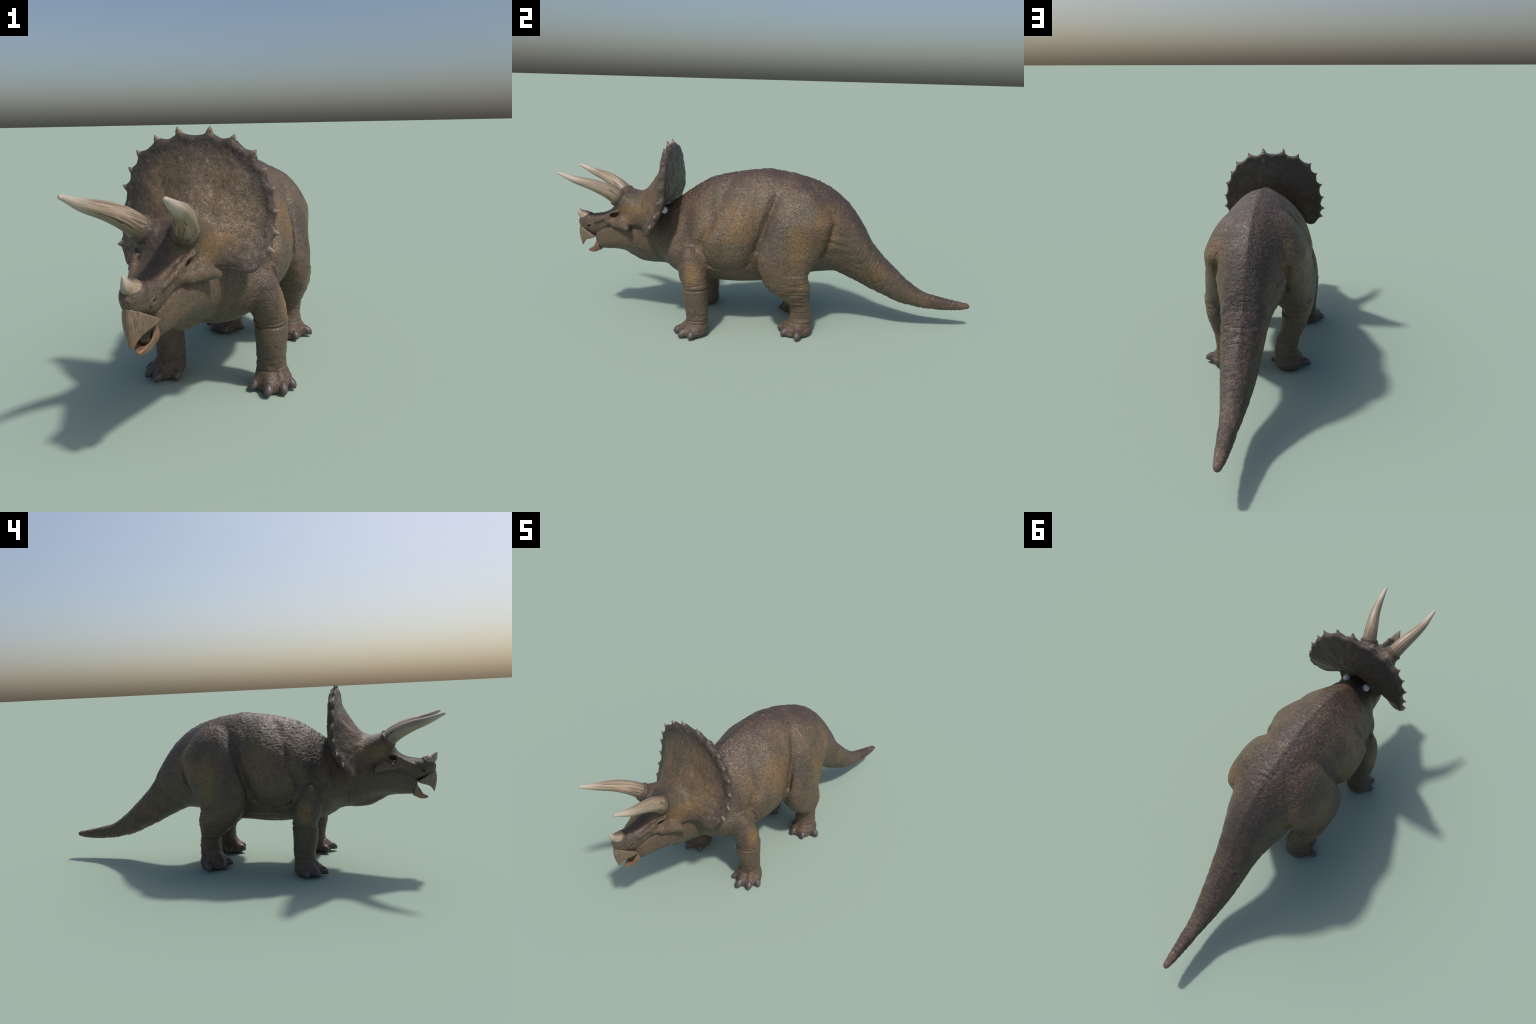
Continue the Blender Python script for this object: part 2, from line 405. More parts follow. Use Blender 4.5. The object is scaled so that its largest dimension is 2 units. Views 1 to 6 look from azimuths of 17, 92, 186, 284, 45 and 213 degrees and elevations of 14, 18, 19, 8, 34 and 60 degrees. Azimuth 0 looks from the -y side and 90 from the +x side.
# ------------------------------------------------------------------ meshing (surface nets)
def mesh_field(func, lo, hi, h, mirror=True, band=0.03):
    """Vertices and quads of func = 0 in a box; sampled finely only near the surface."""
    lo, hi = np.array(lo, float), np.array(hi, float)
    n = np.ceil((hi - lo) / h).astype(int) + 1
    if mirror:
        n[0] = int(math.ceil(hi[0] / h)) + 1
        lo[0] = 0.0
    c = 4
    nc = (n + c - 1) // c + 1
    gi = [np.arange(k) for k in nc]
    I = np.stack(np.meshgrid(*gi, indexing='ij'), -1).reshape(-1, 3)
    fc = func((lo + (I * c) * h).astype(np.float32)).reshape(nc)
    near = np.abs(fc) < max(band, 2.5 * c * h)
    dense = np.repeat(np.repeat(np.repeat(np.where(fc > 0, 1.0, -1.0).astype(np.float32), c, 0), c, 1), c, 2)[:n[0], :n[1], :n[2]].copy()
    blk = np.repeat(np.repeat(np.repeat(near, c, 0), c, 1), c, 2)[:n[0], :n[1], :n[2]]
    # shift so that blocks are centred on the coarse nodes
    idx = np.argwhere(blk)
    dense[blk] = func((lo + idx * h).astype(np.float32))
    del blk, idx
    if mirror:
        dense = np.concatenate([dense[:0:-1], dense], 0)
        lo[0] = -(n[0] - 1) * h
    s = dense < 0
    a = s.astype(np.uint8)
    cs = np.zeros(np.array(s.shape) - 1, np.uint8)
    for dx in (0, 1):
        for dy in (0, 1):
            for dz in (0, 1):
                cs += a[dx:dx + cs.shape[0], dy:dy + cs.shape[1], dz:dz + cs.shape[2]]
    cells = np.argwhere((cs > 0) & (cs < 8))
    ids = np.full(cs.shape, -1, np.int32)
    ids[tuple(cells.T)] = np.arange(len(cells))
    corner = [(i, j, k) for i in (0, 1) for j in (0, 1) for k in (0, 1)]
    acc = np.zeros((len(cells), 3)); cnt = np.zeros(len(cells))
    val = {o: dense[cells[:, 0] + o[0], cells[:, 1] + o[1], cells[:, 2] + o[2]] for o in corner}
    for o in corner:
        for ax in range(3):
            if o[ax] == 0:
                q = list(o); q[ax] = 1; q = tuple(q)
                va, vb = val[o], val[q]
                m = (va < 0) != (vb < 0)
                t = np.zeros(len(cells)); t[m] = va[m] / (va[m] - vb[m])
                pt = np.tile(np.array(o, float), (len(cells), 1)); pt[:, ax] = t
                acc[m] += pt[m]; cnt[m] += 1
    verts = lo + (cells + acc / cnt[:, None]) * h
    quads = []
    for ax in range(3):
        u, v = (ax + 1) % 3, (ax + 2) % 3
        sl0 = [slice(None)] * 3; sl1 = [slice(None)] * 3
        sl0[ax] = slice(0, -1); sl1[ax] = slice(1, None)
        e = s[tuple(sl0)] != s[tuple(sl1)]
        idx = np.argwhere(e)
        ok = (idx[:, u] > 0) & (idx[:, v] > 0) & (idx[:, u] < cs.shape[u]) & (idx[:, v] < cs.shape[v]) & (idx[:, ax] < cs.shape[ax])
        idx = idx[ok]
        def cell(du, dv):
            q = idx.copy(); q[:, u] -= du; q[:, v] -= dv
            return ids[tuple(q.T)]
        f = np.stack([cell(1, 1), cell(0, 1), cell(0, 0), cell(1, 0)], 1)
        flip = ~s[tuple(idx.T)]
        f[flip] = f[flip][:, ::-1]
        quads.append(f)
    return verts, np.concatenate(quads)


def gradient(func, p, e=0.0015):
    g = np.empty((len(p), 3), np.float32)
    for a in range(3):
        o = np.zeros(3); o[a] = e
        g[:, a] = (func(p + o) - func(p - o)) / (2 * e)
    return g


# ------------------------------------------------------------------ noise for surface relief
def hash3(i, j, k, seed):
    h = (i.astype(np.uint32) * np.uint32(374761393) + j.astype(np.uint32) * np.uint32(668265263)
         + k.astype(np.uint32) * np.uint32(2147483647) + np.uint32(seed * 974711 + 12345))
    h = (h ^ (h >> np.uint32(13))) * np.uint32(1274126177)
    h = (h ^ (h >> np.uint32(16))) * np.uint32(2246822519)
    h ^= h >> np.uint32(15)
    return h.astype(np.float64) / 4294967295.0 * 2 - 1


def noise(p, seed=0):
    f = np.floor(p); t = p - f; f = f.astype(np.int64)
    t = t * t * t * (t * (t * 6 - 15) + 10)
    out = 0
    for a in (0, 1):
        for b in (0, 1):
            for c in (0, 1):
                w = (t[:, 0] if a else 1 - t[:, 0]) * (t[:, 1] if b else 1 - t[:, 1]) * (t[:, 2] if c else 1 - t[:, 2])
                out = out + w * hash3(f[:, 0] + a, f[:, 1] + b, f[:, 2] + c, seed)
    return out


def creases(p, seed=0, width=0.18):
    """1 in thin winding lines, 0 between."""
    return np.exp(-(noise(p, seed) / width) ** 2)


def along(p, pts):
    """Distance to a polyline."""
    best = np.full(len(p), 9.0)
    for a, b in zip(pts[:-1], pts[1:]):
        a, b = np.array(a), np.array(b); ab = b - a
        t = np.clip(((p - a) @ ab) / (ab @ ab), 0, 1)
        best = np.minimum(best, np.linalg.norm(p - a - t[:, None] * ab, axis=1))
    return best


def relief(p, n, v):
    """Height of folds and wrinkles over the smooth body (metres)."""
    q = p.copy(); q[:, 0] = np.abs(q[:, 0])
    x, y, z = q.T
    torso, fore, hind, head, frill = v
    gf = step(0.02, -0.01, fore - np.minimum(torso, head))
    gh = step(0.02, -0.01, hind - torso)
    low_h = gh * (1 - step(0.26, 0.36, z))
    gt = step(0.33, 0.45, y)
    gfr = step(0.012, -0.006, frill - np.minimum(head, torso))
    ghd = step(0.012, -0.006, head - np.minimum(frill, torso)) * (1 - gfr)
    limb = np.maximum(gf * (1 - step(0.36, 0.42, z)), low_h)
    h = np.zeros(len(p))
    # broad muscle unevenness
    h += 0.0012 * noise(q * 13, 1) * (1 - 0.6 * limb) * (1 - ghd) * (1 - gfr)
    # skin folds behind the shoulder
    soft = (1 - limb) * (1 - ghd) * (1 - gfr)
    for line, deep, wide in (
            ([(0.03, -0.33, 0.73), (0.12, -0.352, 0.666), (0.17, -0.398, 0.549), (0.17, -0.445, 0.436)], 0.008, 0.018),
            ([(0.08, -0.214, 0.744), (0.17, -0.255, 0.653), (0.21, -0.294, 0.545), (0.2, -0.331, 0.449)], 0.017, 0.022),
            ([(0.08, -0.45, 0.60), (0.13, -0.49, 0.50), (0.14, -0.51, 0.38)], 0.004, 0.016)):
        h -= soft * deep * np.exp(-(along(q, line) / wide) ** 2)
    # the deep crease in front of the thigh and behind it
    fold = along(q, [(0.15, 0.05, 0.724), (0.175, 0.020, 0.708), (0.19, -0.005, 0.684), (0.2, -0.022, 0.624), (0.2, -0.037, 0.553),
                     (0.2, -0.055, 0.478), (0.2, -0.070, 0.425)])
    h -= 0.012 * np.exp(-(fold / 0.012) ** 2) + 0.011 * np.exp(-(fold / 0.005) ** 2)
    h -= 0.022 * np.exp(-(along(q, [(0.135, 0.326, 0.556), (0.15, 0.298, 0.552), (0.16, 0.272, 0.518), (0.155, 0.264, 0.453), (0.145, 0.236, 0.405)]) / 0.011) ** 2)
    # fold under the ribs
    h -= 0.008 * np.exp(-(along(q, [(0.19, -0.319, 0.372), (0.18, -0.274, 0.334), (0.17, -0.2, 0.320), (0.175, -0.138, 0.332),
                                    (0.185, -0.105, 0.362)]) / 0.008) ** 2)
    # fold round the top of the foreleg
    h -= 0.008 * np.exp(-(along(q, [(0.18, -0.455, 0.40), (0.205, -0.435, 0.435), (0.21, -0.388, 0.450), (0.205, -0.335, 0.43), (0.2, -0.305, 0.385), (0.19, -0.29, 0.34)]) / 0.007) ** 2)
    # fold behind the jaw, between cheek and frill
    h -= 0.004 * ghd * np.exp(-(along(q, [(0.125, -0.655, 0.50), (0.115, -0.64, 0.46), (0.105, -0.645, 0.41)]) / 0.012) ** 2)
    h -= 0.006 * np.exp(-(along(q, [(0.21, 0.02, 0.252), (0.215, 0.07, 0.262), (0.20, 0.13, 0.285), (0.18, 0.165, 0.305)]) / 0.007) ** 2)
    # flank wrinkles fanning from the crease to the tail
    fan = step(0.2, 0.25, y) * (1 - step(0.36, 0.46, y)) * step(0.27, 0.31, z) * (1 - step(0.5, 0.56, z))
    h += 0.0030 * fan * noise(np.stack([x * 8, (y - 0.4 * z) * 14, (z + 0.35 * y) * 62], 1), 3)
    # level wrinkles of the belly
    bel = (1 - step(0.27, 0.33, z)) * step(-0.36, -0.28, y) * (1 - step(0.0, 0.08, y)) * (1 - limb)
    h += 0.0032 * bel * noise(np.stack([x * 62, y * 7, z * 62], 1), 4)
    thr = (1 - step(0.33, 0.38, z)) * (1 - step(-0.55, -0.45, y)) * step(-0.85, -0.75, y)
    h += 0.0026 * thr * noise(np.stack([x * 75, y * 8, z * 75], 1), 14)
    # rings of wrinkles on the legs, strongest at ankle and knee
    wob = 0.012 * noise(q * 9, 6)
    ring = noise(np.stack([x * 9, y * 9, (z + wob) * 70], 1), 5)
    bands = np.exp(-((z - 0.245) / 0.035) ** 2) + np.exp(-((z - 0.085) / 0.04) ** 2) + 0.35 + 0.7 * low_h * step(0.0, 0.1, y)
    h += 0.0020 * limb * bands * ring
    h -= 0.0022 * limb * np.minimum(bands, 1.2) * np.exp(-(noise(np.stack([x * 7, y * 7, (z + wob) * 46], 1), 15) / 0.13) ** 2)
    h -= 0.0045 * gf * np.exp(-((z - 0.238 - 0.05 * (y + 0.36)) / 0.005) ** 2)
    h -= 0.003 * gf * np.exp(-((z - 0.074 - wob) / 0.004) ** 2)
    # rings over the tail and the ridge of the back
    top = np.exp(-(x / 0.045) ** 2) * (z > 0.1) * (np.asarray(n)[:, 2] > -0.1)
    h += 0.0020 * noise(np.stack([x * 14, (y + 0.3 * z) * 95, z * 8], 1), 8) * np.maximum(gt * 0.8, top * soft * step(-0.45, -0.35, y))
    nk = step(-0.62, -0.54, y) * (1 - step(-0.47, -0.41, y)) * (1 - gfr) * (1 - gf) * (1 - step(0.5, 0.58, z))
    h -= 0.0013 * nk * np.exp(-(noise(np.stack([x * 8, (y + 0.25 * z) * 42, z * 8], 1), 16) / 0.16) ** 2)
    h -= 0.0022 * gt * (1 - step(0.42, 0.52, z)) * np.exp(-(noise(np.stack([x * 10, (y - 0.5 * z) * 48, z * 10], 1), 17) / 0.16) ** 2) * (1 - step(0.5, 0.7, y))
    # knobbly hide everywhere
    fine = 1 - 0.5 * limb
    h -= 0.0008 * creases(q * 75, 9, 0.20) * fine * (1 - 0.8 * gfr) * (1 - 0.6 * ghd)
    h += 0.0006 * noise(q * 110, 10) * fine
    up = step(0.5, 0.72, z) * soft
    h += 0.0008 * up * noise(q * 70, 11)
    # frill: radial streaks and low bosses
    rho, ang, edge = frill_polar(p[:, 0], z)
    h += gfr * 0.0007 * noise(np.stack([ang * 0.16, rho * 16, np.zeros_like(x)], 1), 12)
    h += gfr * 0.0016 * noise(q * 50, 13)
    return h


# ------------------------------------------------------------------ build the skin
verts, quads = mesh_field(body, (0, -1.0, -0.006), (0.315, 1.01, 0.905), H)
for _ in range(2):
    d = body(verts.astype(np.float32)); g = gradient(body, verts.astype(np.float32))
    gl = np.maximum((g * g).sum(1), 0.25)
    verts -= np.clip(d / gl, -0.004, 0.004)[:, None] * g
nrm = g / np.maximum(np.linalg.norm(g, axis=1), 1e-6)[:, None]
fv = np.concatenate([fields(verts[i:i + 300000].astype(np.float32)) for i in range(0, len(verts), 300000)], 1)
verts += nrm * relief(verts, nrm, fv)[:, None]
# let the skin relax in the groin pocket and at the elbow, where several folds meet
q = verts.copy(); q[:, 0] = np.abs(q[:, 0])
ease = np.exp(-(np.linalg.norm(q - (0.19, -0.085, 0.385), axis=1) / 0.035) ** 2)
ease += 0.6 * np.exp(-(np.linalg.norm(q - (0.19, -0.315, 0.38), axis=1) / 0.025) ** 2)
ease = np.clip(ease, 0, 1)
edges = np.concatenate([quads[:, [0, 1]], quads[:, [1, 2]], quads[:, [2, 3]], quads[:, [3, 0]]])
edges = edges[(ease[edges] > 0.02).all(1)]
count = np.maximum(np.bincount(edges.ravel(), minlength=len(verts)), 1)
has = np.bincount(edges.ravel(), minlength=len(verts)) > 0
for _ in range(30):
    mean = np.stack([np.bincount(edges[:, 0], verts[edges[:, 1], a], len(verts)) + np.bincount(edges[:, 1], verts[edges[:, 0], a], len(verts)) for a in range(3)], 1) / count[:, None]
    verts += np.where(has, ease, 0)[:, None] * 0.6 * (mean - verts)
verts[:, 2] = np.maximum(verts[:, 2], 0.0)

full = bpy.data.meshes.new('skin')
full.from_pydata(verts.tolist(), [], quads.tolist())
full.update()
vnorm = np.empty(len(verts) * 3, np.float32)
full.vertices.foreach_get('normal', vnorm); vnorm = vnorm.reshape(-1, 3)
bpy.data.meshes.remove(full)

# region of every face
cen = verts[quads].mean(1); cenx = cen[:, 0]
fc = fv[:, quads].mean(2)
lab = np.argmin(fc, 0)
region = np.array(['torso'] * len(quads), dtype='U16')
region[lab == 0] = 'torso'
region[(lab == 0) & (cen[:, 1] > 0.33)] = 'tail'
region[(lab == 0) & (cen[:, 1] < -0.46)] = 'neck'
region[(lab == 1)] = 'forelimb'; region[(lab == 2)] = 'hindlimb'
region[(lab == 3)] = 'head'; region[(lab == 4)] = 'frill'
region[(lab == 3) & (cen[:, 1] > -0.60)] = 'neck'

root = bpy.data.objects.new('triceratops', None)
bpy.context.collection.objects.link(root)
root['label'] = 'brown wrinkled three-horned dinosaur standing with open beak'
root['category'] = 'dinosaur'


def add(name, mesh, mat, parent=root, smooth=True):
    o = bpy.data.objects.new(name, mesh)
    bpy.context.collection.objects.link(o)
    o.parent = parent
    mesh.materials.clear(); mesh.materials.append(mat)
    if smooth:
        mesh.polygons.foreach_set('use_smooth', np.ones(len(mesh.polygons), bool))
    return o


# ------------------------------------------------------------------ materials
class Nodes:
    def __init__(self, name):
        self.m = bpy.data.materials.new(name); self.m.use_nodes = True
        self.t = self.m.node_tree; self.t.nodes.clear()
        self.out = self.t.nodes.new('ShaderNodeOutputMaterial')
        self.b = self.t.nodes.new('ShaderNodeBsdfPrincipled')
        self.t.links.new(self.b.outputs[0], self.out.inputs[0])
        self.co = self.t.nodes.new('ShaderNodeTexCoord').outputs['Object']

    def put(self, sock, v):
        if hasattr(v, 'is_linked'):
            self.t.links.new(v, sock)
        else:
            sock.default_value = v

    def math(self, op, a, b=0.0, clamp=False):
        n = self.t.nodes.new('ShaderNodeMath'); n.operation = op; n.use_clamp = clamp
        self.put(n.inputs[0], a); self.put(n.inputs[1], b)
        return n.outputs[0]

    def map(self, scale=(1, 1, 1), loc=(0, 0, 0), rot=(0, 0, 0), co=None):
        n = self.t.nodes.new('ShaderNodeMapping')
        self.put(n.inputs[0], co or self.co)
        n.inputs['Scale'].default_value = scale; n.inputs['Location'].default_value = loc
        n.inputs['Rotation'].default_value = rot
        return n.outputs[0]

    def noise(self, scale, detail=2.0, co=None, rough=0.5, dist=0.0, w='Fac'):
        n = self.t.nodes.new('ShaderNodeTexNoise')
        self.put(n.inputs['Vector'], co or self.co)
        n.inputs['Scale'].default_value = scale; n.inputs['Detail'].default_value = detail
        n.inputs['Roughness'].default_value = rough; n.inputs['Distortion'].default_value = dist
        return n.outputs[w]

    def voronoi(self, scale, feature='DISTANCE_TO_EDGE', co=None):
        n = self.t.nodes.new('ShaderNodeTexVoronoi'); n.feature = feature
        self.put(n.inputs['Vector'], co or self.co); n.inputs['Scale'].default_value = scale
        return n.outputs[0]

    def ramp(self, v, lo, hi, a=0.0, b=1.0, smooth=True):
        n = self.t.nodes.new('ShaderNodeMapRange')
        n.interpolation_type = 'SMOOTHSTEP' if smooth else 'LINEAR'
        self.put(n.inputs[0], v)
        for i, q in zip((1, 2, 3, 4), (lo, hi, a, b)):
            n.inputs[i].default_value = q
        return n.outputs[0]

    def mix(self, f, a, b, mode='MIX'):
        n = self.t.nodes.new('ShaderNodeMix'); n.data_type = 'RGBA'; n.blend_type = mode
        self.put(n.inputs[0], f)
        for s, c in ((n.inputs[6], a), (n.inputs[7], b)):
            self.put(s, c if hasattr(c, 'is_linked') else (*c, 1))
        return n.outputs[2]

    def bump(self, h, dist, strength=1.0, normal=None):
        n = self.t.nodes.new('ShaderNodeBump')
        n.inputs['Distance'].default_value = dist; n.inputs['Strength'].default_value = strength
        self.put(n.inputs['Height'], h)
        if normal is not None:
            self.put(n.inputs['Normal'], normal)
        return n.outputs[0]

    def xyz(self):
        n = self.t.nodes.new('ShaderNodeSeparateXYZ'); self.put(n.inputs[0], self.co)
        return n.outputs

    def blob(self, c, r, wob=None):
        """Soft spot: 1 at c, 0 beyond radii r, mirrored in x."""
        x, y, z = self.xyz()
        s = 0
        for v, cc, rr in ((self.math('ABSOLUTE', x), c[0], r[0]), (y, c[1], r[1]), (z, c[2], r[2])):
            d = self.math('MULTIPLY', self.math('SUBTRACT', v, cc), 1 / rr)
            s = self.math('ADD', self.math('MULTIPLY', d, d), s)
        if wob is not None:
            s = self.math('ADD', s, wob)
        return self.ramp(s, 1.1, 0.0)


def skin_material():
    """One hide for the whole body, so that the parts join without a seam of colour."""
    k = Nodes('hide')
    x, y, z = k.xyz()
    ax = k.math('ABSOLUTE', x)
    big = k.noise(5.0, 3.0)
    mid = k.noise(22.0, 3.0)
    wob = k.math('MULTIPLY', k.math('SUBTRACT', k.noise(14.0, 3.0), 0.5), 1.6)
    brown, olive = (0.124, 0.083, 0.052), (0.097, 0.074, 0.048)
    ochre, plum = (0.225, 0.130, 0.044), (0.056, 0.040, 0.036)

    def spots(col, tint, rows):
        for c, r, a in rows:
            col = k.mix(k.math('MULTIPLY', k.blob(c, r, wob), a), col, tint)
        return col

    col = k.mix(k.ramp(big, 0.35, 0.7), brown, olive)
    col = spots(col, ochre, (
        ((0.22, -0.15, 0.58), (0.09, 0.12, 0.13), 0.52), ((0.20, -0.29, 0.60), (0.08, 0.05, 0.17), 0.45),
        ((0.24, 0.13, 0.47), (0.07, 0.065, 0.15), 0.50), ((0.17, 0.25, 0.55), (0.08, 0.09, 0.14), 0.40),
        ((0.25, -0.365, 0.32), (0.06, 0.05, 0.07), 0.65), ((0.22, 0.15, 0.27), (0.06, 0.06, 0.05), 0.40),
        ((0.10, 0.48, 0.30), (0.06, 0.12, 0.08), 0.28), ((0.13, -0.67, 0.57), (0.08, 0.11, 0.055), 0.55),
        ((0.13, -0.60, 0.66), (0.09, 0.09, 0.09), 0.30), ((0.10, -0.55, 0.76), (0.10, 0.10, 0.10), 0.22)))
    # dark back: height above a line that follows the spine down the tail
    n = k.t.nodes.new('ShaderNodeFloatCurve')
    k.put(n.inputs['Value'], k.ramp(y, -0.6, 1.0, 0.0, 1.0, False))
    cv = n.mapping.curves[0]
    pts = [(-0.6, 0.60), (-0.45, 0.58), (-0.3, 0.68), (-0.1, 0.72), (0.05, 0.715), (0.2, 0.66), (0.3, 0.60),
           (0.4, 0.49), (0.5, 0.35), (0.6, 0.27), (0.7, 0.19), (0.8, 0.14), (1.0, 0.10)]
    cv.points[0].location = ((pts[0][0] + 0.6) / 1.6, pts[0][1])
    cv.points[1].location = ((pts[-1][0] + 0.6) / 1.6, pts[-1][1])
    for a, b in pts[1:-1]:
        cv.points.new((a + 0.6) / 1.6, b)
    n.mapping.update()
    above = k.math('SUBTRACT', z, n.outputs[0])
    above = k.math('ADD', above, k.math('MULTIPLY', k.math('SUBTRACT', k.noise(11.0, 4.0), 0.5), 0.16))
    back = k.ramp(y, -0.51, -0.46)
    col = k.mix(k.math('MULTIPLY', back, k.ramp(above, -0.03, 0.06, 0.0, 0.85)), col, plum)
    # rust freckles along the edge of the dark back
    fre = k.math('MULTIPLY', k.ramp(above, -0.05, 0.0), k.ramp(above, 0.09, 0.03))
    fre = k.math('MULTIPLY', fre, k.ramp(k.noise(75.0, 2.0), 0.52, 0.66))
    col = k.mix(k.math('MULTIPLY', k.math('MULTIPLY', fre, back), 0.6), col, (0.19, 0.105, 0.055))
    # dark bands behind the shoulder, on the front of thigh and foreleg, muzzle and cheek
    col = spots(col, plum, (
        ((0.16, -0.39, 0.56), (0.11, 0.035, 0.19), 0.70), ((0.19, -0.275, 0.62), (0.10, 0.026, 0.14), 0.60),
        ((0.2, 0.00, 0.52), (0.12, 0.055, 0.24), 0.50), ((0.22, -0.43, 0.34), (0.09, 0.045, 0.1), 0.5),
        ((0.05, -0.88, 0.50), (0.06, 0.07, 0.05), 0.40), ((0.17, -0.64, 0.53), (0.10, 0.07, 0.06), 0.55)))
    # reddish feet and tail tip
    foot = k.math('MULTIPLY', k.ramp(z, 0.12, 0.03), k.ramp(y, 0.6, 0.4))
    col = k.mix(k.math('MULTIPLY', foot, 0.6), col, (0.115, 0.070, 0.052))
    col = k.mix(k.ramp(y, 0.88, 1.0, 0.0, 0.7), col, (0.16, 0.09, 0.07))
    # dark stripe over the snout and forehead
    stripe = k.math('ADD', ax, k.math('MULTIPLY', k.math('SUBTRACT', mid, 0.5), 0.03))
    st = k.math('MULTIPLY', k.ramp(stripe, 0.048, 0.018), k.ramp(z, 0.48, 0.53))
    st = k.math('MULTIPLY', st, k.ramp(y, -0.63, -0.70))
    col = k.mix(k.math('MULTIPLY', st, 0.75), col, (0.050, 0.036, 0.033))
    # darker rim band and pale bosses on the frill
    onf = k.math('MULTIPLY', k.ramp(y, -0.455, -0.475), k.ramp(z, 0.455, 0.50))
    dz = k.math('SUBTRACT', z, 0.62)
    rad = k.math('SQRT', k.math('ADD', k.math('MULTIPLY', x, x), k.math('MULTIPLY', dz, dz)))
    rad = k.math('ADD', rad, k.math('MULTIPLY', k.math('SUBTRACT', mid, 0.5), 0.05))
    col = k.mix(k.math('MULTIPLY', onf, k.ramp(rad, 0.19, 0.245, 0.0, 0.8)), col, plum)
    spot = k.math('MULTIPLY', k.ramp(k.noise(52.0, 2.0), 0.55, 0.66), onf)
    spot = k.math('MULTIPLY', k.math('MULTIPLY', spot, k.ramp(y, -0.66, -0.60)), k.ramp(y, -0.495, -0.515))
    col = k.mix(k.math('MULTIPLY', spot, 0.35), col, (0.24, 0.165, 0.105))
    # winding dark wrinkle lines of the hide, broken into short strokes; on the legs they
    # lie level and on the tail they run round it
    comb = k.t.nodes.new('ShaderNodeCombineXYZ')
    k.put(comb.inputs[0], x)
    k.put(comb.inputs[1], k.math('ADD', y, k.math('MULTIPLY', k.math('MAXIMUM', k.math('SUBTRACT', y, 0.34), 0.0), 0.6)))
    k.put(comb.inputs[2], k.math('ADD', z, k.math('MULTIPLY', k.math('MINIMUM', z, 0.27), 0.9)))
    warp = k.t.nodes.new('ShaderNodeVectorMath'); warp.operation = 'MULTIPLY_ADD'
    k.put(warp.inputs[0], k.noise(60.0, 1.0, w='Color')); warp.inputs[1].default_value = (0.014,) * 3
    k.put(warp.inputs[2], comb.outputs[0])
    wco = warp.outputs[0]
    ridge = k.math('ABSOLUTE', k.math('SUBTRACT', k.noise(112.0, 0.5, co=wco), 0.5))
    line = k.ramp(ridge, 0.006, 0.066, 1.0, 0.0)
    hair = k.math('ABSOLUTE', k.math('SUBTRACT', k.noise(230.0, 0.6, co=wco), 0.5))
    onhead = k.ramp(y, -0.44, -0.50)
    mixl = k.t.nodes.new('ShaderNodeMix')
    k.put(mixl.inputs[0], onhead); k.put(mixl.inputs[2], line); k.put(mixl.inputs[3], k.ramp(hair, 0.004, 0.080, 0.95, 0.0))
    line = mixl.outputs[0]
    cell = k.voronoi(190.0, co=wco)
    pebble = k.ramp(cell, 0.0, 0.25)
    gaps = k.ramp(k.noise(90.0, 1.0), 0.34, 0.56, 0.40, 1.0)
    line = k.math('MULTIPLY', line, gaps)
    dirt = k.math('MULTIPLY', line, k.ramp(mid, 0.25, 0.6, 0.6, 1.0))
    col = k.mix(dirt, col, k.mix(0.85, col, (0.020, 0.017, 0.017)))
    col = k.mix(k.ramp(mid, 0.45, 0.75, 0.0, 0.22), col, k.mix(0.5, col, (0.30, 0.20, 0.13)))
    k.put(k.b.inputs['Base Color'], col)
    k.put(k.b.inputs['Roughness'], k.ramp(k.noise(30.0, 3.0), 0.3, 0.7, 0.40, 0.56))
    k.b.inputs['Specular IOR Level'].default_value = 0.45
    height = k.math('ADD', k.math('MULTIPLY', pebble, 0.30), k.math('MULTIPLY', k.math('SUBTRACT', 1.0, line), 0.70))
    height = k.math('ADD', height, k.math('MULTIPLY', k.noise(260.0, 2.0), 0.30))
    k.put(k.b.inputs['Normal'], k.bump(height, 0.0015, 0.75))
    return k.m


def horn_material(name, pale, tan, dark, freq=150.0, axis=None, tip=None):
    """Fibrous horn: streaks run along the Generated z axis of each piece."""
    k = Nodes(name)
    tc = [n for n in k.t.nodes if n.bl_idname == 'ShaderNodeTexCoord'][0]
    uv = tc.outputs['UV']
    st = k.noise(1.0, 4.0, co=k.map((freq, 1.8, 1.0), co=uv), rough=0.6, dist=0.6)
    col = k.mix(k.ramp(st, 0.3, 0.75), tan, pale)
    fine = k.noise(1.0, 2.0, co=k.map((freq * 1.5, 2.6, 1.0), loc=(3, 1, 0), co=uv), dist=1.0)
    col = k.mix(k.ramp(fine, 0.54, 0.66, 0.0, 0.85), col, dark)
    s = k.t.nodes.new('ShaderNodeSeparateXYZ'); k.put(s.inputs[0], uv)
    col = k.mix(k.ramp(s.outputs[1], 0.34, 0.06, 0.0, 0.6), col, dark)
    if tip is not None:
        col = k.mix(k.ramp(s.outputs[1], 0.6, 1.0, 0.0, 0.8), col, tip)
    k.put(k.b.inputs['Base Color'], col)
    k.b.inputs['Roughness'].default_value = 0.42
    k.put(k.b.inputs['Normal'], k.bump(st, 0.0018, 0.8))
    return k.m


def plain_material(name, col, rough):
    k = Nodes(name)
    n = k.noise(40.0, 3.0)
    k.put(k.b.inputs['Base Color'], k.mix(k.ramp(n, 0.3, 0.7), [c * 0.92 for c in col], col))
    k.b.inputs['Roughness'].default_value = rough
    return k.m


HIDE = skin_material()
HORN = horn_material('horn', (0.40, 0.315, 0.225), (0.25, 0.19, 0.13), (0.075, 0.056, 0.042), 22.0, tip=(0.52, 0.45, 0.38))
SPIKE_MAT = horn_material('spike_horn', (0.30, 0.235, 0.16), (0.20, 0.15, 0.10), (0.08, 0.06, 0.045), 8.0)
NAIL = horn_material('nail_horn', (0.105, 0.086, 0.078), (0.070, 0.056, 0.052), (0.045, 0.036, 0.034), 7.0)
WHITE = plain_material('eye_white', (0.80, 0.80, 0.82), 0.35)


